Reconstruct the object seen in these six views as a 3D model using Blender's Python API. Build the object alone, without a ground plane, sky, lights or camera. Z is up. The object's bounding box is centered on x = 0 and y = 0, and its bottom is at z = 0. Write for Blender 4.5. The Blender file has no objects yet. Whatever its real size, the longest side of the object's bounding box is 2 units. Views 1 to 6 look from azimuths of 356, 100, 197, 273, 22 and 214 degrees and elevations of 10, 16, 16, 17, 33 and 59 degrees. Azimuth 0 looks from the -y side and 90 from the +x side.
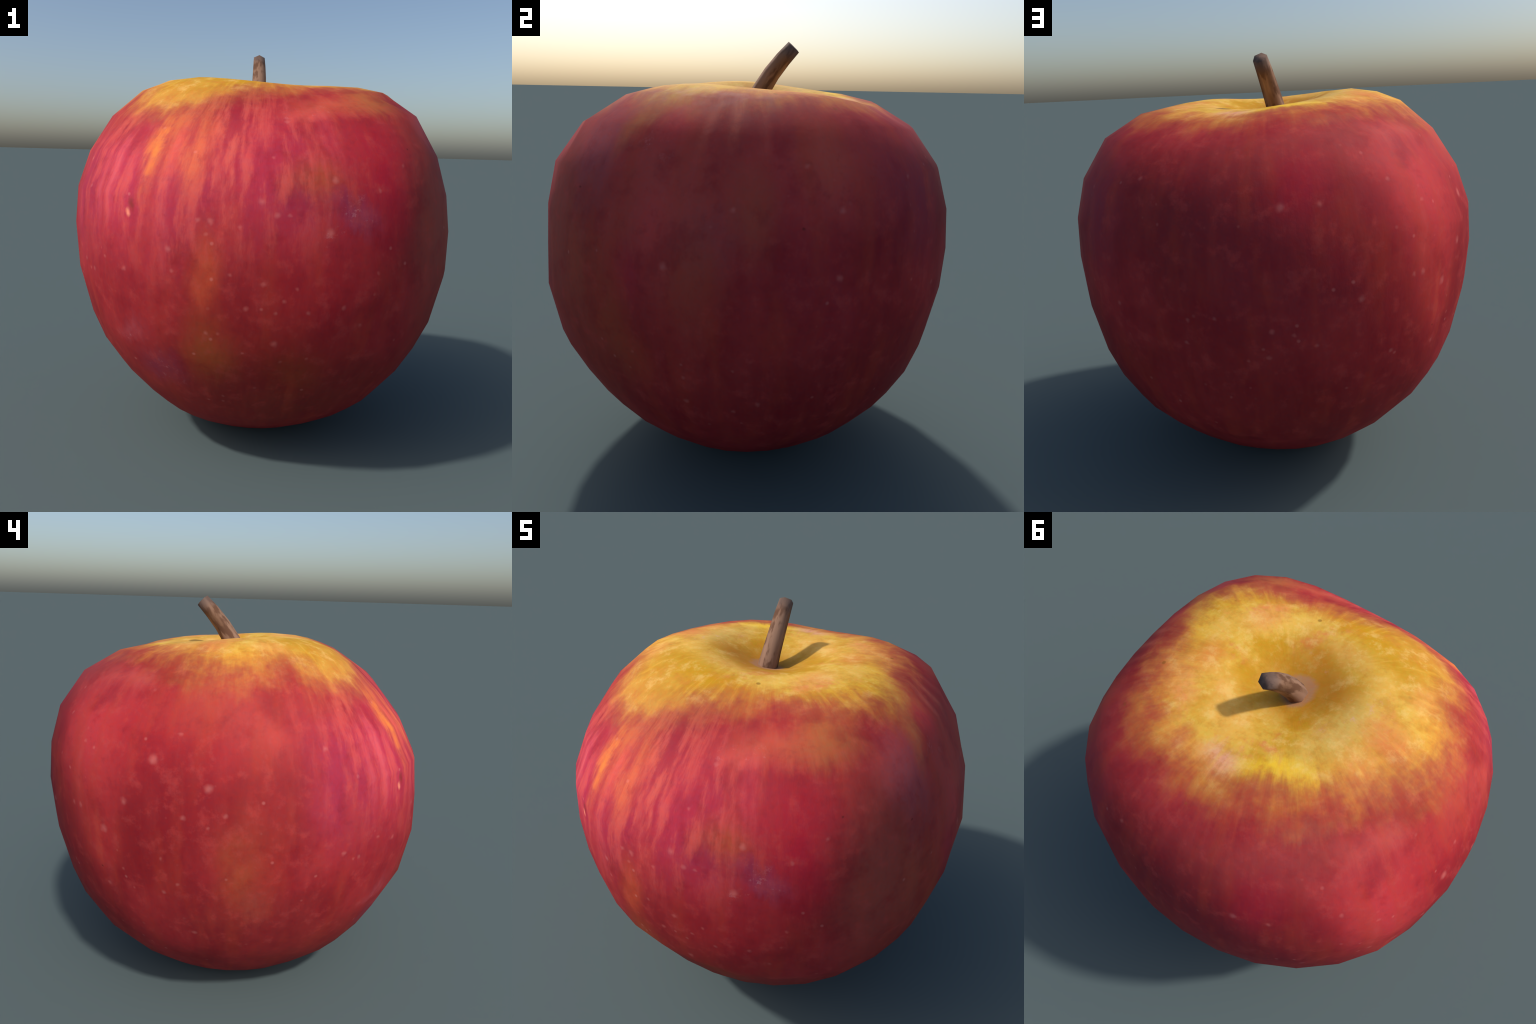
import bpy, math
import numpy as np
from mathutils import Matrix, Vector

# ---------------------------------------------------------------- fruit shape
CENTRE_Z = 0.9                       # middle of the core, radii are measured from here
RINGS = [0, 5, 12, 18, 24, 30, 36.5, 47, 58, 68, 78, 89, 103, 112.5, 122, 133,
         140, 147, 155, 164, 172, 180]                 # polar angle of each ring, degrees
SEGMENTS = 32
# meridian profile: polar angle (deg, 0 = stem) and radius
PROFILE = [(0, 0.8066), (8, 0.8341), (17, 0.9207), (26, 0.9811), (35, 1.0293), (44, 1.0561),
           (53, 1.0598), (64, 1.0450), (78, 0.9939), (92, 0.9617), (106, 0.9395), (120, 0.9296),
           (135, 0.9154), (150, 0.9190), (163, 0.9240), (172, 0.9088), (180, 0.8796)]
# lobes: for every order round the axis, cosine and sine amount along the meridian
LOBE_ANGLES = [0, 14, 26, 38, 50, 65, 82, 100, 118, 136, 155, 180]
LOBES = {
    1: ([0.226, 0.107, 0.036, -0.021, -0.036, -0.018, -0.006, 0.011, -0.011, 0.013, -0.009, 0.007],
        [0.007, -0.030, -0.025, 0.005, 0.010, -0.008, 0.001, 0.003, 0.017, 0.019, 0.013, -0.004]),
    2: ([-0.118, -0.119, -0.109, -0.078, -0.026, -0.012, -0.006, 0.007, -0.004, 0.004, -0.037, -0.002],
        [-0.047, -0.035, -0.011, 0.010, 0.016, 0.001, -0.002, 0.002, -0.002, -0.001, -0.011, 0.017]),
    3: ([-0.016, -0.019, -0.024, -0.022, -0.012, 0.000, -0.004, 0.004, -0.000, 0.014, -0.001, -0.001],
        [-0.015, -0.012, -0.004, 0.011, 0.023, 0.003, -0.002, 0.005, -0.006, -0.002, 0.003, -0.002]),
    4: ([0.012, 0.003, -0.015, -0.035, -0.041, -0.028, -0.015, -0.016, -0.006, -0.015, -0.002, 0.003],
        [-0.004, -0.003, 0.002, 0.003, 0.008, -0.001, 0.002, -0.003, 0.004, -0.006, -0.006, -0.007]),
    5: ([0.015, 0.014, 0.011, 0.006, -0.001, -0.006, -0.003, 0.001, -0.004, 0.001, 0.007, 0.009],
        [0.002, -0.002, -0.010, -0.020, -0.009, 0.001, -0.002, 0.002, 0.003, 0.004, 0.005, 0.004]),
}
# shallow swellings and hollows of the flanks: azimuth, polar, width, amount
SWELLINGS = [(88, 85, 20, 0.007), (85, 47, 14, 0.008), (222, 60, 13, 0.010), (250, 55, 10, -0.004),
             (129, 80, 12, -0.008), (94, 110, 12, 0.009), (195, 148, 16, 0.012), (190, 118, 14, 0.005),
             (255, 117, 14, 0.010), (108, 125, 12, -0.016), (102, 70, 10, -0.005), (240, 92, 10, 0.006),
             (30, 140, 24, -0.004), (-140, 140, 40, 0.004)]


def smooth_curve(knots, values):
    """Cubic spline through the knots, level at both ends."""
    k, v = np.asarray(knots, float), np.asarray(values, float)
    h, n = np.diff(k), len(k)
    a, b = np.zeros((n, n)), np.zeros(n)
    a[0, 0], a[0, 1], b[0] = 2 * h[0], h[0], 6 * (v[1] - v[0]) / h[0]
    a[-1, -1], a[-1, -2], b[-1] = 2 * h[-1], h[-1], -6 * (v[-1] - v[-2]) / h[-1]
    for i in range(1, n - 1):
        a[i, i - 1:i + 2] = h[i - 1], 2 * (h[i - 1] + h[i]), h[i]
        b[i] = 6 * ((v[i + 1] - v[i]) / h[i] - (v[i] - v[i - 1]) / h[i - 1])
    m = np.linalg.solve(a, b)

    def at(t):
        i = min(max(int(np.searchsorted(k, t)) - 1, 0), n - 2)
        p, q = (k[i + 1] - t) / h[i], (t - k[i]) / h[i]
        return p * v[i] + q * v[i + 1] + ((p ** 3 - p) * m[i] + (q ** 3 - q) * m[i + 1]) * h[i] ** 2 / 6
    return at


profile = smooth_curve(*zip(*PROFILE))
lobes = {m: (smooth_curve(LOBE_ANGLES, c), smooth_curve(LOBE_ANGLES, s)) for m, (c, s) in LOBES.items()}


def skin_point(polar, azimuth):
    """Point of the skin; polar from the stem, azimuth 0 on -y, 90 on +x (degrees)."""
    t, p = math.radians(polar), math.radians(azimuth)
    r = profile(polar)
    for m, (c, s) in lobes.items():
        r += math.sin(t) ** min(m, 2) * (c(polar) * math.cos(m * p) + s(polar) * math.sin(m * p))
    here = heading(azimuth, polar)
    for a, q, wide, amount in SWELLINGS:
        r += amount * math.exp(-(math.degrees(here.angle(heading(a, q), 0.0)) / wide) ** 2)
    return (r * math.sin(t) * math.sin(p), -r * math.sin(t) * math.cos(p), CENTRE_Z + r * math.cos(t))


def mesh_object(name, verts, faces, material, parent, angle=None):
    me = bpy.data.meshes.new(name)
    me.from_pydata(verts, [], faces)
    if material:
        me.materials.append(material)
    if angle is None:
        me.shade_smooth()
    else:
        me.set_sharp_from_angle(angle=angle)
    me.update()
    ob = bpy.data.objects.new(name, me)
    bpy.context.scene.collection.objects.link(ob)
    ob.parent = parent
    return ob


# ---------------------------------------------------------------- colour tools
def rgb(c):
    """sRGB 0-255 to linear RGBA."""
    return tuple((v / 255 / 12.92) if v / 255 <= 0.04045 else ((v / 255 + 0.055) / 1.055) ** 2.4 for v in c) + (1.0,)


def heading(azimuth, polar):
    t, p = math.radians(polar), math.radians(azimuth)
    return Vector((math.sin(t) * math.sin(p), -math.sin(t) * math.cos(p), math.cos(t)))


class Paint:
    """Small builder for a layered node material."""

    def __init__(self, name):
        self.mat = bpy.data.materials.new(name)
        self.mat.use_nodes = True
        self.tree = self.mat.node_tree
        self.bsdf = self.tree.nodes["Principled BSDF"]

    def node(self, kind, **inputs):
        n = self.tree.nodes.new(kind)
        for k, v in inputs.items():
            self.put(n, int(k[1:]) if k[0] == "i" and k[1:].isdigit() else k.replace("_", " "), v)
        return n

    def put(self, n, key, v):
        if isinstance(v, bpy.types.NodeSocket):
            self.tree.links.new(v, n.inputs[key])
        else:
            n.inputs[key].default_value = v

    def math(self, op, a, b=0.0, c=0.0, clamp=False):
        n = self.node("ShaderNodeMath", i0=a, i1=b, i2=c)
        n.operation, n.use_clamp = op, clamp
        return n.outputs[0]

    def vec(self, op, a, b=(0, 0, 0), scale=None):
        n = self.node("ShaderNodeVectorMath", i0=a, i1=b)
        n.operation = op
        if scale is not None:
            self.put(n, "Scale", scale)
        return n.outputs["Value"] if op in ("LENGTH", "DISTANCE", "DOT_PRODUCT") else n.outputs[0]

    def ramp(self, x, lo, hi, a=0.0, b=1.0):
        n = self.node("ShaderNodeMapRange", Value=x, From_Min=lo, From_Max=hi, To_Min=a, To_Max=b)
        n.interpolation_type = "SMOOTHSTEP"
        return n.outputs[0]

    def noise(self, vector, scale, detail=3.0, rough=0.55, colour=False):
        n = self.node("ShaderNodeTexNoise", Vector=vector, Scale=scale, Detail=detail, Roughness=rough)
        return n.outputs["Color" if colour else 0]

    def mix(self, fac, a, b, mode="MIX"):
        n = self.tree.nodes.new("ShaderNodeMix")
        n.data_type, n.blend_type = "RGBA", mode
        self.put(n, 0, fac)
        self.put(n, 6, a)
        self.put(n, 7, b)
        return n.outputs[2]

    def axes(self, azimuth, polar, wide, tall, lean):
        """Middle of an oval mark and its two axes, each divided by its half size (degrees)."""
        n = heading(azimuth, polar)
        p, a = math.radians(azimuth), math.radians(lean)
        east = Vector((math.cos(p), math.sin(p), 0))
        south = n.cross(east)
        return {"Middle": n, "Inward": n / 0.7,
                "Across": (east * math.cos(a) + south * math.sin(a)) / math.radians(wide),
                "Along": (south * math.cos(a) - east * math.sin(a)) / math.radians(tall)}

    def dab(self, col, vector, mark, colour, strength, lean=0.0, gate=1.0):
        """Lay an oval, soft-edged mark of one colour over what is there."""
        n = self.tree.nodes.new("ShaderNodeGroup")
        n.node_tree = dab_group()
        for key, v in {**self.axes(*mark, lean), "Below": col, "Vector": vector, "Colour": rgb(colour),
                       "Strength": strength, "Gate": gate}.items():
            self.put(n, key, v)
        return n.outputs["Result"]

    def patch(self, vector, *mark):
        """Mask of an oval mark on the sphere of directions."""
        n = self.tree.nodes.new("ShaderNodeGroup")
        n.node_tree = dab_group()
        for key, v in {**self.axes(*mark, 0.0), "Vector": vector, "Strength": 1.0, "Gate": 1.0}.items():
            self.put(n, key, v)
        return n.outputs["Mask"]


def dab_group():
    if "dab" in bpy.data.node_groups:
        return bpy.data.node_groups["dab"]
    g = bpy.data.node_groups.new("dab", "ShaderNodeTree")
    for name, kind in [("Below", "Color"), ("Vector", "Vector"), ("Middle", "Vector"), ("Inward", "Vector"),
                       ("Across", "Vector"), ("Along", "Vector"), ("Colour", "Color"), ("Strength", "Float"),
                       ("Gate", "Float")]:
        g.interface.new_socket(name, in_out="INPUT", socket_type="NodeSocket" + kind)
    g.interface.new_socket("Result", in_out="OUTPUT", socket_type="NodeSocketColor")
    g.interface.new_socket("Mask", in_out="OUTPUT", socket_type="NodeSocketFloat")
    k = Paint.__new__(Paint)
    k.tree = g
    src = g.nodes.new("NodeGroupInput").outputs
    out = g.nodes.new("NodeGroupOutput")
    away = k.vec("SUBTRACT", src["Vector"], src["Middle"])
    parts = [k.vec("DOT_PRODUCT", away, src[name]) for name in ("Across", "Along", "Inward")]
    size = k.vec("LENGTH", k.node("ShaderNodeCombineXYZ", X=parts[0], Y=parts[1], Z=parts[2]).outputs[0])
    mask = k.math("MULTIPLY", k.math("MULTIPLY", k.ramp(size, 1.0, 0.0), src["Strength"]), src["Gate"])
    k.put(out, "Result", k.mix(mask, src["Below"], src["Colour"]))
    k.put(out, "Mask", mask)
    return g


# ---------------------------------------------------------------- skin colours
# broad tones of the red skin: azimuth, polar, half width, half height, colour, strength
TONES = [
    (-25, 122, 60, 26, (150, 56, 52), 0.7), (10, 124, 30, 20, (128, 53, 45), 0.8),
    (-2, 103, 24, 16, (158, 52, 47), 0.8), (10, 88, 22, 22, (160, 38, 48), 0.75),
    (-38, 62, 34, 26, (194, 62, 90), 0.85), (0, 60, 26, 22, (190, 57, 82), 0.85),
    (30, 62, 15, 16, (182, 38, 59), 0.9), (48, 74, 15, 34, (160, 78, 68), 0.95),
    (62, 84, 14, 30, (159, 73, 62), 0.9), (58, 108, 20, 20, (140, 56, 48), 0.7),
    (84, 62, 22, 26, (192, 86, 78), 0.85), (95, 90, 26, 28, (168, 60, 60), 0.7),
    (115, 80, 22, 26, (158, 50, 60), 0.8), (126, 54, 24, 14, (203, 82, 80), 0.75),
    (144, 64, 14, 16, (146, 53, 72), 0.8), (120, 112, 40, 24, (132, 45, 47), 0.7),
    (176, 62, 26, 20, (126, 44, 50), 0.9), (-165, 76, 30, 24, (140, 48, 57), 0.8),
    (-150, 64, 14, 16, (142, 40, 52), 0.8), (178, 98, 34, 20, (146, 47, 51), 0.7),
    (-158, 114, 40, 22, (128, 43, 46), 0.7), (-135, 84, 12, 22, (148, 42, 48), 0.7),
    (-150, 46, 30, 9, (158, 64, 66), 0.8), (-124, 62, 14, 22, (198, 65, 72), 0.9),
    (-102, 58, 18, 14, (174, 48, 56), 0.85), (-121, 82, 9, 18, (186, 57, 60), 0.8),
    (-99, 72, 11, 20, (138, 35, 44), 0.9), (-107, 88, 12, 14, (138, 36, 42), 0.8),
    (-92, 50, 14, 9, (180, 74, 64), 0.8), (-80, 56, 9, 11, (180, 69, 67), 0.8),
    (-73, 72, 10, 16, (142, 47, 49), 0.75), (-58, 69, 12, 20, (166, 54, 79), 0.9),
    (-60, 50, 12, 8, (167, 64, 55), 0.7), (-84, 86, 10, 18, (157, 64, 50), 0.8),
    (-84, 104, 28, 12, (134, 44, 47), 0.8), (-45, 92, 14, 16, (166, 50, 58), 0.7),
]
# smaller marks over them, with frayed edges: ..., lean
MARKS = [
    (-18, 84, 5, 12, (206, 92, 56), 0.75, 0), (-13, 72, 5, 12, (200, 74, 66), 0.5, 0),
    (9, 62, 8, 7, (178, 90, 58), 0.8, 0), (4, 67, 7, 6, (150, 48, 78), 0.55, 0),
    (18, 69.5, 8, 4.5, (150, 66, 98), 0.75, -25), (-18, 106, 8, 12, (164, 82, 46), 0.85, 0),
    (5, 112, 10, 9, (146, 66, 40), 0.6, 0), (-34, 112, 9, 8, (142, 58, 80), 0.8, 20),
    (-42, 101, 7, 4, (182, 84, 92), 0.6, 25), (28, 76, 7, 6, (150, 26, 46), 0.5, 0),
    (-123, 44, 10, 4, (190, 84, 80), 0.7, 0), (-124, 51, 6, 5, (150, 46, 56), 0.7, 0),
    (-138, 44, 6, 4, (150, 66, 60), 0.5, 0), (-106, 44, 9, 3, (150, 80, 46), 0.5, -12),  # (-106, 44): brownish shadow streak painted into the skin colour
    (-76, 57, 5, 5, (196, 76, 74), 0.5, 0), (-157, 56, 8, 8, (166, 38, 57), 0.8, 0),
    (-86, 89, 5, 11, (172, 82, 52), 0.6, 0), (-81, 98, 6, 6, (164, 78, 62), 0.6, 0),
    (-66, 88, 7, 6, (176, 62, 66), 0.5, 0), (81, 66, 7, 11, (206, 74, 76), 0.6, 0),
    (73, 78, 6, 9, (180, 48, 68), 0.7, 0), (119, 53, 6, 9, (212, 102, 80), 0.5, 0),
    (93, 68, 9, 9, (160, 72, 80), 0.6, 0), (103, 62, 6, 12, (178, 88, 68), 0.6, 0), (90, 76, 8, 16, (174, 84, 64), 0.5, 0),
    (70, 90, 6, 16, (170, 82, 54), 0.55, 0), (58, 72, 6, 16, (172, 84, 62), 0.5, 0),
    (75, 97, 6, 10, (176, 74, 52), 0.5, 0), (58, 50, 8, 10, (186, 94, 98), 0.75, 0),
    (60, 60, 5, 12, (150, 74, 84), 0.6, 0), (80, 42, 6, 8, (216, 72, 76), 0.7, 0),
    (68, 44, 3.4, 8, (206, 128, 80), 0.7, -16), (38, 41, 9, 6, (178, 112, 64), 0.75, 0),
    (20, 40, 12, 6, (214, 106, 76), 0.6, 0), (10, 44, 7, 4, (222, 96, 88), 0.6, 0),
    (168, 42, 14, 5, (176, 66, 70), 0.5, 0), (-141, 39, 8, 3, (160, 92, 74), 0.5, 0),
]
# long flames of orange and pink running down the sunny shoulder
FLAMES = [
    (-29, 54, 13, 10, (226, 108, 74), 0.5, 0), (-35, 55, 3.6, 16, (240, 138, 68), 0.95, 3), (-32.5, 68, 2.2, 10, (212, 88, 74), 0.7, 3),
    (-24, 58, 4.2, 12, (234, 118, 80), 0.85, 0), (-29.5, 55, 1.5, 13, (230, 100, 88), 0.85, 2), (-27, 47, 9, 6, (214, 112, 70), 0.6, 0),
    (-20, 52, 2.0, 11, (228, 104, 88), 0.8, 0), (-16, 60, 1.5, 12, (208, 82, 84), 0.7, 0),
    (-9, 54, 2.0, 10, (218, 84, 88), 0.7, -3), (-4, 50, 2.6, 8, (206, 76, 80), 0.5, -4),
    (-41, 60, 1.8, 11, (212, 84, 92), 0.75, 4), (-46, 62, 1.8, 15, (220, 94, 104), 0.85, 5),
    (-50, 68, 1.3, 14, (206, 84, 98), 0.6, 5), (-29, 73, 1.6, 12, (206, 86, 92), 0.6, 2),
    (-22, 70, 1.6, 8, (204, 80, 82), 0.5, 0), (98, 43, 2.2, 9, (228, 128, 100), 0.4, -4),
    (90, 43, 1.6, 11, (222, 118, 98), 0.4, -8), (106, 46, 1.6, 8, (222, 112, 94), 0.3, 0),
    (-122, 84, 1.6, 12, (216, 94, 70), 0.45, 0), (-128, 70, 1.6, 12, (212, 86, 84), 0.5, 0),
    (14, 50, 3, 9, (206, 78, 84), 0.5, -4),
]
# where the yellow round the stem ends: azimuth, polar angle
CAP_EDGE = [(-180, 38), (-162, 36), (-145, 35), (-128, 37), (-107, 40), (-89, 43), (-75, 42), (-60, 43),
            (-46, 47), (-34, 44), (-20, 38), (-5, 33), (6, 30), (21, 30), (36, 35), (50, 37), (60, 37),
            (70, 41), (80, 38), (98, 35), (112, 36), (126, 37), (140, 38), (163, 37), (180, 38)]
CAP_MARKS = [
    (-149, 27, 13, 4.2, (246, 208, 52), 1.0, 0), (178, 29, 7, 4.5, (228, 166, 146), 0.75, 10),
    (-165, 34, 12, 4, (204, 142, 62), 0.5, 0), (137, 17, 13, 6, (224, 178, 90), 0.7, 0),
    (-104, 20, 16, 6, (206, 172, 92), 0.8, 0), (-122, 23, 12, 6, (206, 170, 84), 0.6, 0),
    (-75, 22, 10, 5, (226, 178, 80), 0.7, 0), (31, 18, 11, 4.5, (224, 182, 82), 0.9, 0),
    (92, 29, 9, 4.5, (226, 182, 58), 0.85, 0), (60, 30, 8, 4.5, (216, 172, 48), 0.8, 0),
    (76, 25, 9, 5, (224, 178, 84), 0.6, 0), (48, 21, 8, 5, (216, 138, 88), 0.6, 0),
    (104, 22, 7, 5, (222, 136, 80), 0.6, 0), (125, 26, 10, 4, (222, 142, 92), 0.6, 0),
    (116, 31, 9, 4, (216, 132, 80), 0.6, 0), (-98, 29, 6, 7, (212, 118, 74), 0.7, 0),
    (-118, 31, 7, 7, (230, 146, 88), 0.6, 0), (-70, 31, 8, 5, (222, 152, 92), 0.6, 0),
    (-84, 36, 9, 5, (214, 150, 50), 0.6, 0), (-4, 25, 16, 4, (198, 140, 30), 0.9, 0),
    (-32, 25, 16, 7, (194, 148, 28), 0.9, 0), (-55, 29, 10, 6, (186, 142, 40), 0.6, 0),
    (-44, 38, 7, 7, (200, 136, 60), 0.7, 0), (-14, 33, 10, 3, (162, 100, 64), 0.7, 0),
    (38, 32, 7, 3.5, (178, 84, 52), 0.75, 0), (20, 29, 8, 3, (200, 110, 52), 0.5, 0),
    (135, 33, 9, 4, (214, 150, 46), 0.6, 0), (158, 31, 12, 4, (220, 152, 78), 0.6, 0),
    (-140, 34, 12, 4, (212, 138, 56), 0.6, 0), (-35, 9, 15, 5, (190, 128, 36), 0.7, 0), (-32, 34, 18, 7, (188, 130, 36), 0.65, 0),
    (5, 29, 14, 4, (188, 126, 38), 0.6, 0), (-86, 12, 10, 7, (176, 118, 32), 0.6, 0),
    (160, 20, 10, 6, (222, 164, 84), 0.5, 0),
]
# pale breathing pores: azimuth, polar, size in degrees
PORES = [
    (-5, 67, 1.25), (-1, 70, 1.1), (2, 70, 0.75), (-17, 72, 1.2), (-20, 72, 1.0), (-18, 75, 0.75), (-10, 73, 0.85),
    (-27, 79, 1.2), (-55, 87, 0.75), (14, 62, 1.2), (12, 74, 1.5), (26, 65, 0.75), (34, 60, 0.85), (3, 45, 1.0),
    (-2, 56, 0.75), (-12, 84, 0.85), (-4, 86, 1.0), (4, 87, 0.75), (1, 90, 0.85), (-8, 92, 1.0), (-1, 93, 0.75),
    (7, 93, 0.85), (16, 92, 1.0), (25, 84, 0.75), (21, 97, 0.85), (-1, 101, 1.3), (8, 106, 0.75), (1, 107, 0.85),
    (-18, 99, 1.0), (-15, 99, 0.75), (-47, 83, 0.85), (-40, 85, 1.0), (-16, 122, 0.75), (-26, 84, 0.85), (-106, 63, 1.7),
    (-92, 68, 1.5), (-113, 73, 1.3), (-131, 77, 0.85), (-120, 81, 1.6), (-104, 86, 0.75), (-100, 93, 0.85), (-104, 96, 1.0),
    (-115, 91, 0.75), (-121, 97, 0.85), (-98, 75, 1.0), (-92, 77, 0.75), (-88, 74, 0.85), (-97, 110, 1.0), (-127, 62, 0.75),
    (-100, 57, 0.85), (-63, 60, 1.0), (-55, 67, 0.75), (-53, 87, 0.85), (-58, 85, 1.0), (-162, 60, 1.3), (-153, 60, 1.0),
    (-136, 57, 0.75), (-145, 80, 1.2), (-128, 77, 1.0), (-178, 83, 0.75), (175, 84, 0.85), (-165, 86, 1.0), (-160, 87, 0.75),
    (-155, 90, 0.85), (-166, 93, 1.0), (-171, 94, 0.75), (174, 90, 0.85), (-136, 95, 1.0), (-147, 104, 0.75), (160, 54, 0.85),
    (154, 83, 1.0), (-177, 106, 0.75), (121, 76, 1.2), (98, 62, 1.0), (83, 74, 1.4), (115, 54, 0.85), (122, 63, 1.0),
    (142, 58, 0.75), (86, 101, 0.85), (86, 108, 1.0), (98, 98, 0.75), (98, 110, 0.85), (104, 108, 1.0), (73, 96, 0.75),
]


def yellow_cap(k, col, near, azimuth, polar, frayed, pos, fine_streak, patchy_noise, mottle, blotch):
    curve = k.node("ShaderNodeFloatCurve", Value=k.math("MULTIPLY_ADD", azimuth, 1 / 360, 0.5))
    points = curve.mapping.curves[0].points
    while len(points) < len(CAP_EDGE):
        points.new(0.5, 0.5)
    for p, (a, t) in zip(points, CAP_EDGE):
        p.location = (a / 360 + 0.5, t / 60)
    curve.mapping.update()
    edge = k.math("MULTIPLY", curve.outputs[0], 60.0)
    rag = k.math("ADD", k.math("MULTIPLY", k.math("SUBTRACT", fine_streak, 0.5), 8.0),
                 k.math("ADD", k.math("MULTIPLY", k.math("SUBTRACT", mottle, 0.5), 4.0),
                        k.math("MULTIPLY", k.math("SUBTRACT", patchy_noise, 0.5), 10.0)))
    inside = k.math("ADD", k.math("SUBTRACT", k.math("SUBTRACT", edge, 3.0), polar), rag)
    gold = k.mix(k.ramp(patchy_noise, 0.38, 0.62), rgb((192, 146, 34)), rgb((214, 174, 72)))
    gold = k.mix(k.ramp(blotch, 0.52, 0.70, 0.0, 0.45), gold, rgb((216, 154, 88)))
    # broken pink flush in a ring near the rim
    flush = k.math("MULTIPLY", k.ramp(inside, 22.0, 12.0), k.ramp(inside, 2.0, 10.0))
    gold = k.mix(k.math("MULTIPLY", flush, k.ramp(k.noise(pos, 8.0, 4.0, 0.65), 0.50, 0.66, 0.0, 0.55)), gold, rgb((214, 116, 84)))
    for a, t, w, h, c, s, lean in near(CAP_MARKS):
        gold = k.dab(gold, frayed, (a, t, w * 1.25, h * 1.25), c, s, lean)
    gold = k.mix(k.ramp(mottle, 0.50, 0.70, 0.0, 0.38), gold, rgb((238, 204, 128)))
    gold = k.mix(k.ramp(mottle, 0.50, 0.32, 0.0, 0.40), gold, rgb((178, 124, 30)))
    gold = k.mix(k.math("MULTIPLY", k.ramp(fine_streak, 0.50, 0.72, 0.0, 0.35), k.ramp(polar, 12.0, 28.0)), gold, rgb((228, 178, 80)))
    # the yellow turns orange before it gives way to red
    gold = k.mix(k.ramp(inside, 9.0, -3.0, 0.0, 0.8), gold, k.mix(k.ramp(patchy_noise, 0.4, 0.6), rgb((178, 98, 68)), rgb((198, 126, 60))))
    col = k.mix(k.ramp(inside, -10.0, 7.0), col, gold)
    # darker brown in the hollow round the stem; grey corky collar at the stem foot
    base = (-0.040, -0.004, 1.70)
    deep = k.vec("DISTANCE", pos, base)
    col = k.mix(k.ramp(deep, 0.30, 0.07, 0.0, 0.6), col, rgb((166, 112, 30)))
    cork = k.math("ADD", deep, k.math("MULTIPLY", k.math("SUBTRACT", mottle, 0.5), 0.06))
    col = k.mix(k.ramp(cork, 0.095, 0.065, 0.0, 0.7), col, rgb((168, 128, 104)))
    return col


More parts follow.
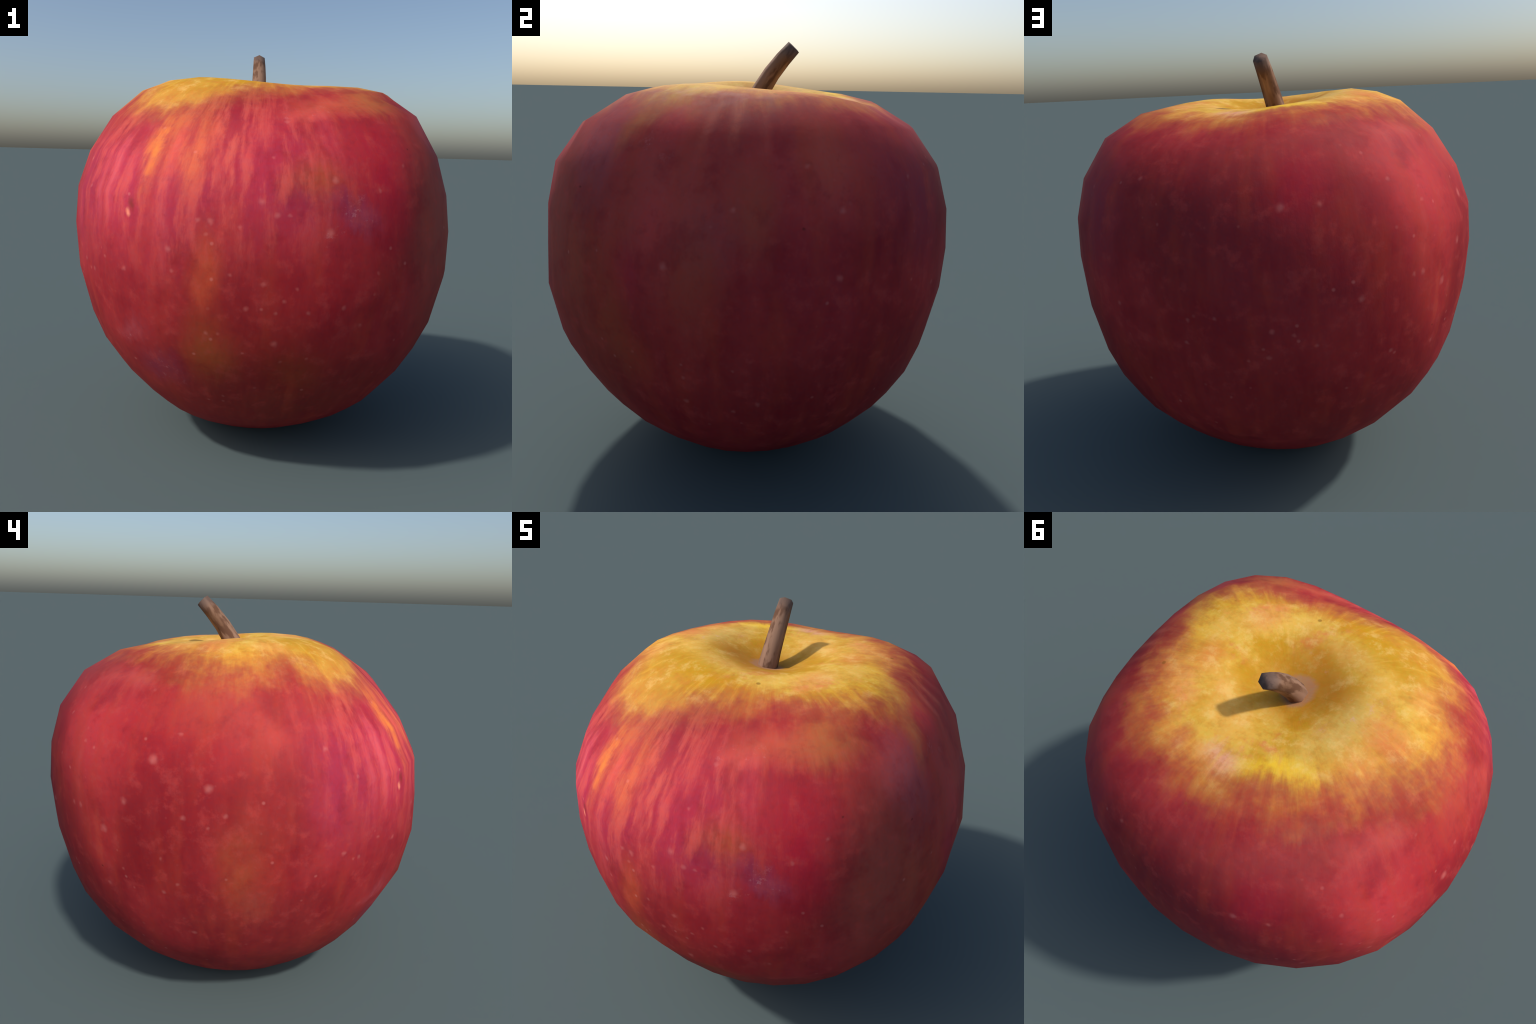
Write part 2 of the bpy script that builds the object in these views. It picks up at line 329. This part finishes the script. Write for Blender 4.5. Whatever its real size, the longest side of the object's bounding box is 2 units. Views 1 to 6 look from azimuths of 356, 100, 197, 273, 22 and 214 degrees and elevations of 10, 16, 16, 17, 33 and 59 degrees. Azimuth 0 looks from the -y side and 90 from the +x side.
def skin_material(ways, polars):
    """Skin paint for one field of the fruit; only marks that reach the field are put in."""
    def near(rows, slack=15.0):
        for row in rows:
            mid = heading(row[0], row[1])
            reach = math.cos(math.radians(min(1.3 * max(row[2:4]) + slack, 180.0)))
            if max(mid.dot(w) for w in ways) > reach:
                yield row

    k = Paint("apple_skin")
    pos = k.node("ShaderNodeTexCoord").outputs["Object"]
    way = k.vec("NORMALIZE", k.vec("SUBTRACT", pos, (0, 0, CENTRE_Z)))
    sep = k.node("ShaderNodeSeparateXYZ", Vector=way)
    x, y, z = sep.outputs
    polar = k.math("DEGREES", k.math("ARCCOSINE", z))
    azimuth = k.math("DEGREES", k.math("ARCTAN2", x, k.math("MULTIPLY", y, -1.0)))
    # meridian space: stretched along the lines from stem to calyx
    round_ = k.vec("NORMALIZE", k.node("ShaderNodeCombineXYZ", X=x, Y=y).outputs[0])
    rs = k.node("ShaderNodeSeparateXYZ", Vector=round_)
    meridian = k.node("ShaderNodeCombineXYZ", X=rs.outputs[0], Y=rs.outputs[1],
                      Z=k.math("MULTIPLY", polar, 0.0045)).outputs[0]
    blotch = k.noise(pos, 2.6, 4.0, 0.6)
    patchy_noise = k.noise(pos, 5.5, 4.0, 0.62)
    mottle = k.noise(pos, 13.0, 5.0, 0.65)
    crooked = k.vec("ADD", meridian, k.node("ShaderNodeCombineXYZ", X=k.math("MULTIPLY", patchy_noise, 0.03),
                                            Y=k.math("MULTIPLY", mottle, 0.03)).outputs[0])
    fine_streak = k.noise(crooked, 15.0, 4.0, 0.62)
    broad_streak = k.noise(crooked, 7.0, 3.0, 0.6)

    # frayed directions for the edges of the marks
    wob = k.vec("SUBTRACT", k.noise(pos, 3.5, 2.0, 0.5, True), (0.5, 0.5, 0.5))
    soft = k.vec("ADD", way, k.vec("SCALE", wob, scale=0.16))
    shift = k.math("MULTIPLY", k.math("SUBTRACT", fine_streak, 0.5), 0.22)
    drip = k.node("ShaderNodeCombineXYZ", Z=shift).outputs[0]
    frayed = k.vec("ADD", k.vec("ADD", way, drip), k.vec("SCALE", wob, scale=0.11))

    # --- red ground
    col = k.mix(k.ramp(blotch, 0.38, 0.64), rgb((144, 40, 47)), rgb((168, 50, 56)))
    for a, t, w, h, c, s in near(TONES):
        col = k.dab(col, soft, (a, t, w * 1.25, h * 1.25), c, s)
    for a, t, w, h, c, s, lean in near(MARKS):
        col = k.dab(col, frayed, (a, t, w * 1.3, h * 1.3), c, s, lean)
    # small changes of tone all over: duskier clouds, warmer flushes, faint stripes
    col = k.mix(k.ramp(patchy_noise, 0.50, 0.32, 0.0, 0.35), col, rgb((134, 26, 42)))
    col = k.mix(k.ramp(k.noise(crooked, 8.0, 3.0, 0.55), 0.46, 0.72, 0.0, 0.30), col, rgb((182, 72, 50)))
    col = k.mix(k.ramp(mottle, 0.50, 0.72, 0.0, 0.30), col, rgb((200, 84, 80)))
    col = k.mix(k.ramp(mottle, 0.48, 0.28, 0.0, 0.25), col, rgb((126, 24, 38)))
    # stripes: strong on the sunny front shoulder only
    sunny = k.patch(soft, -24, 57, 50, 34)
    amount = k.math("MULTIPLY_ADD", sunny, 0.85, 0.05)
    col = k.mix(k.math("MULTIPLY", k.ramp(fine_streak, 0.45, 0.68), amount), col, rgb((226, 100, 90)))
    col = k.mix(k.math("MULTIPLY", k.ramp(fine_streak, 0.50, 0.30), k.math("MULTIPLY", amount, 0.6)), col, rgb((166, 36, 60)))
    straight = k.vec("ADD", way, k.vec("SCALE", wob, scale=0.035))
    patchy = k.math("MULTIPLY", k.ramp(mottle, 0.25, 0.6, 0.45, 1.0), k.ramp(fine_streak, 0.32, 0.58, 0.35, 1.0))
    for a, t, w, h, c, s, lean in near(FLAMES):
        col = k.dab(col, straight, (a, t, w * 1.3, h * 1.15), c, s, lean, patchy)
    col = k.mix(1.0, col, (0.93, 0.91, 0.92, 1.0), "MULTIPLY")
    # --- yellow cap round the stem
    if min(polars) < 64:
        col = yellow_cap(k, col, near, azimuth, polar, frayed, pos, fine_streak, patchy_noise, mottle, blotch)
    # --- waxy flecks over the bruises
    flecks = k.ramp(k.noise(k.vec("MULTIPLY", pos, (1.0, 1.0, 1.25)), 20, 5, 0.75), 0.56, 0.72)
    for a, t, w, h, s in [(18, 69, 7, 4, 0.75), (13, 74, 5, 3, 0.5), (-33, 113, 8, 7, 0.5), (-42, 101, 6, 4, 0.5),
                          (9, 42, 9, 3.5, 0.6), (178, 29, 7, 5, 0.7), (-104, 20, 14, 6, 0.5), (76, 50, 7, 3, 0.3), (-31, 8, 7, 3, 0.5)]:
        col = k.dab(col, frayed, (a, t, w * 1.3, h * 1.3), (220, 160, 166), 0.6 * s, 0, flecks)

    # --- pores
    nudge = k.vec("ADD", way, k.vec("SCALE", k.vec("SUBTRACT", k.noise(pos, 40, 1, 0.5, True), (0.5, 0.5, 0.5)), scale=0.014))
    dots = 0.0
    for a, t, size, _ in near([(*p, 0.0) for p in PORES], 9.0):
        d = k.ramp(k.vec("DISTANCE", nudge, heading(a, t)), math.radians(size * 0.95), 0.0, 0.0, 0.14 + 0.19 * size)
        dots = k.math("MAXIMUM", d, dots)
    cells = k.node("ShaderNodeTexVoronoi", Vector=pos, Scale=15.0)
    rare = k.node("ShaderNodeSeparateColor", Color=cells.outputs["Color"]).outputs[0]
    small = k.math("MULTIPLY", k.ramp(cells.outputs["Distance"], 0.16, 0.04), k.ramp(rare, 0.66, 1.0, 0.0, 0.4))
    small = k.math("MULTIPLY", small, k.ramp(polar, 42.0, 56.0))
    dots = k.math("MAXIMUM", small, dots)
    col = k.mix(k.math("MULTIPLY", dots, 0.85), col, k.mix(0.55, col, rgb((250, 168, 160))))
    # dark specks on the yellow
    cells = k.node("ShaderNodeTexVoronoi", Vector=k.vec("MULTIPLY", pos, (1.0, 1.0, 1.6)), Scale=9.0)
    rare = k.node("ShaderNodeSeparateColor", Color=cells.outputs["Color"]).outputs[1]
    speck = k.math("MULTIPLY", k.ramp(cells.outputs["Distance"], 0.115, 0.05), k.ramp(rare, 0.62, 0.8, 0.0, 0.6))
    speck = k.math("MULTIPLY", speck, k.ramp(polar, 48.0, 34.0))
    col = k.mix(speck, col, rgb((120, 84, 28)))
    # scab with a pale lower lip on the sunny side, and a few pin-holes
    col = k.dab(col, nudge, (-37.6, 70.0, 1.3, 2.3), (120, 50, 40), 0.7, 12)
    col = k.dab(col, nudge, (-38.6, 71.9, 1.0, 1.4), (246, 150, 124), 0.9, 15)
    for a, t, size in [(113, 66, 0.5), (57, 61, 0.5), (38, 56, 0.4), (-122, 92, 0.4)]:
        col = k.mix(k.ramp(k.vec("DISTANCE", nudge, heading(a, t)), math.radians(size), 0.0, 0.0, 0.7), col, rgb((84, 34, 34)))
    # grain
    grain = k.noise(pos, 60.0, 3.0, 0.6)
    col = k.mix(k.ramp(grain, 0.3, 0.7, 0.0, 0.25), col, rgb((235, 150, 120)), "SOFT_LIGHT")

    k.put(k.bsdf, "Base Color", col)
    k.put(k.bsdf, "Roughness", k.ramp(mottle, 0.3, 0.7, 0.62, 0.74))
    k.put(k.bsdf, "Specular IOR Level", 0.10)
    bump = k.node("ShaderNodeBump", Strength=0.10, Distance=0.01, Height=k.math("ADD", fine_streak, mottle))
    k.put(k.bsdf, "Normal", bump.outputs[0])
    return k.mat


def stem_material():
    k = Paint("stem_bark")
    pos = k.node("ShaderNodeTexCoord").outputs["Object"]
    # long grain running up the leaning stem
    turned = k.node("ShaderNodeMapping", Vector=k.vec("SUBTRACT", pos, (-0.03, 0.05, 1.79)),
                    Rotation=(math.radians(36), 0, 0)).outputs[0]
    m = k.vec("MULTIPLY", turned, (1.0, 1.0, 0.2))
    grain = k.noise(m, 16.0, 2.0, 0.5)
    fine = k.noise(m, 48.0, 2.0, 0.5)
    blot = k.noise(k.vec("MULTIPLY", turned, (1.0, 1.0, 0.4)), 19.0, 3.0, 0.6)
    col = k.mix(k.ramp(grain, 0.36, 0.62), rgb((116, 86, 66)), rgb((144, 112, 92)))
    col = k.mix(k.math("MULTIPLY", k.ramp(blot, 0.50, 0.40), 0.75), col, rgb((88, 58, 42)))
    col = k.mix(k.math("MULTIPLY", k.ramp(fine, 0.55, 0.72), 0.35), col, rgb((170, 132, 108)))
    tip = k.vec("DISTANCE", pos, (-0.020, 0.200, 1.976))
    col = k.mix(k.ramp(tip, 0.085, 0.03, 0.0, 0.6), col, rgb((96, 82, 78)))
    k.put(k.bsdf, "Base Color", col)
    k.put(k.bsdf, "Roughness", 0.85)
    k.put(k.bsdf, "Specular IOR Level", 0.2)
    bump = k.node("ShaderNodeBump", Strength=0.2, Distance=0.01, Height=grain)
    k.put(k.bsdf, "Normal", bump.outputs[0])
    return k.mat


def build_fruit(parent):
    verts, faces, n = [], [], SEGMENTS
    for polar in RINGS:
        if polar in (0, 180):
            verts.append(skin_point(polar, 0))
        else:
            verts += [skin_point(polar, 360 * i / n) for i in range(n)]
    lowest = min(v[2] for v in verts)
    verts = [(x, y, z - lowest) for x, y, z in verts]
    last = len(verts) - 1
    for i in range(n):
        j = (i + 1) % n
        faces.append((0, 1 + i, 1 + j))
        for k in range(len(RINGS) - 3):
            a = 1 + k * n
            faces.append((a + i, a + n + i, a + n + j, a + j))
        a = 1 + (len(RINGS) - 3) * n
        faces.append((a + i, last, a + j))
    flesh = mesh_object("flesh", verts, faces, None, parent)
    paint_fields(flesh)
    return flesh


def paint_fields(ob):
    """The skin paint has many marks; the faces are grouped in fields that carry only their own marks."""
    fields = {}
    for face in ob.data.polygons:
        d = Vector(face.center) - Vector((0, 0, CENTRE_Z))
        polar = math.degrees(d.angle(Vector((0, 0, 1))))
        turn = (math.degrees(math.atan2(d.x, -d.y)) + 360) % 360
        band = sum(polar > limit for limit in (24, 58, 103))
        fields.setdefault((band, int(turn // (180, 45, 45, 90)[band])), []).append(face)
    for slot, key in enumerate(sorted(fields)):
        used = {v for f in fields[key] for v in f.vertices}
        ways = [(ob.data.vertices[v].co - Vector((0, 0, CENTRE_Z))).normalized() for v in used]
        polars = [math.degrees(math.acos(max(-1, min(1, w.z)))) for w in ways]
        ob.data.materials.append(skin_material(ways, polars))
        for f in fields[key]:
            f.material_index = slot


# ---------------------------------------------------------------- stem
STEM_SPINE = [(-0.046, -0.030, 1.60), (-0.040, -0.004, 1.690), (-0.031, 0.044, 1.782), (-0.025, 0.092, 1.855), (-0.022, 0.146, 1.921), (-0.020, 0.196, 1.974)]
STEM_RADIUS = [0.056, 0.050, 0.0445, 0.041, 0.038, 0.0345]


def build_stem(parent, material):
    P = np.array(STEM_SPINE)
    tan = np.gradient(P, axis=0)
    tan /= np.linalg.norm(tan, axis=1)[:, None]
    verts, faces, n = [], [], 6
    for p, d, r in zip(P, tan, STEM_RADIUS):
        side = np.array([1.0, 0, 0]) - d * d[0]
        side /= np.linalg.norm(side)
        up = np.cross(side, d)
        for i in range(n):
            a = math.tau * (i + 0.5) / n
            verts.append(tuple(p + r * (math.cos(a) * side + math.sin(a) * up)))
    for k in range(len(P) - 1):
        for i in range(n):
            j = (i + 1) % n
            faces.append((k * n + i, k * n + j, (k + 1) * n + j, (k + 1) * n + i))
    faces.append(tuple(range((len(P) - 1) * n, len(P) * n)))
    faces.append(tuple(range(n))[::-1])
    return mesh_object("stem", verts, faces, material, parent)


apple = bpy.data.objects.new("apple", None)
bpy.context.scene.collection.objects.link(apple)
apple["label"] = "red and yellow streaked apple with curved brown stem"
apple["category"] = "apple"
build_fruit(apple)
build_stem(apple, stem_material())
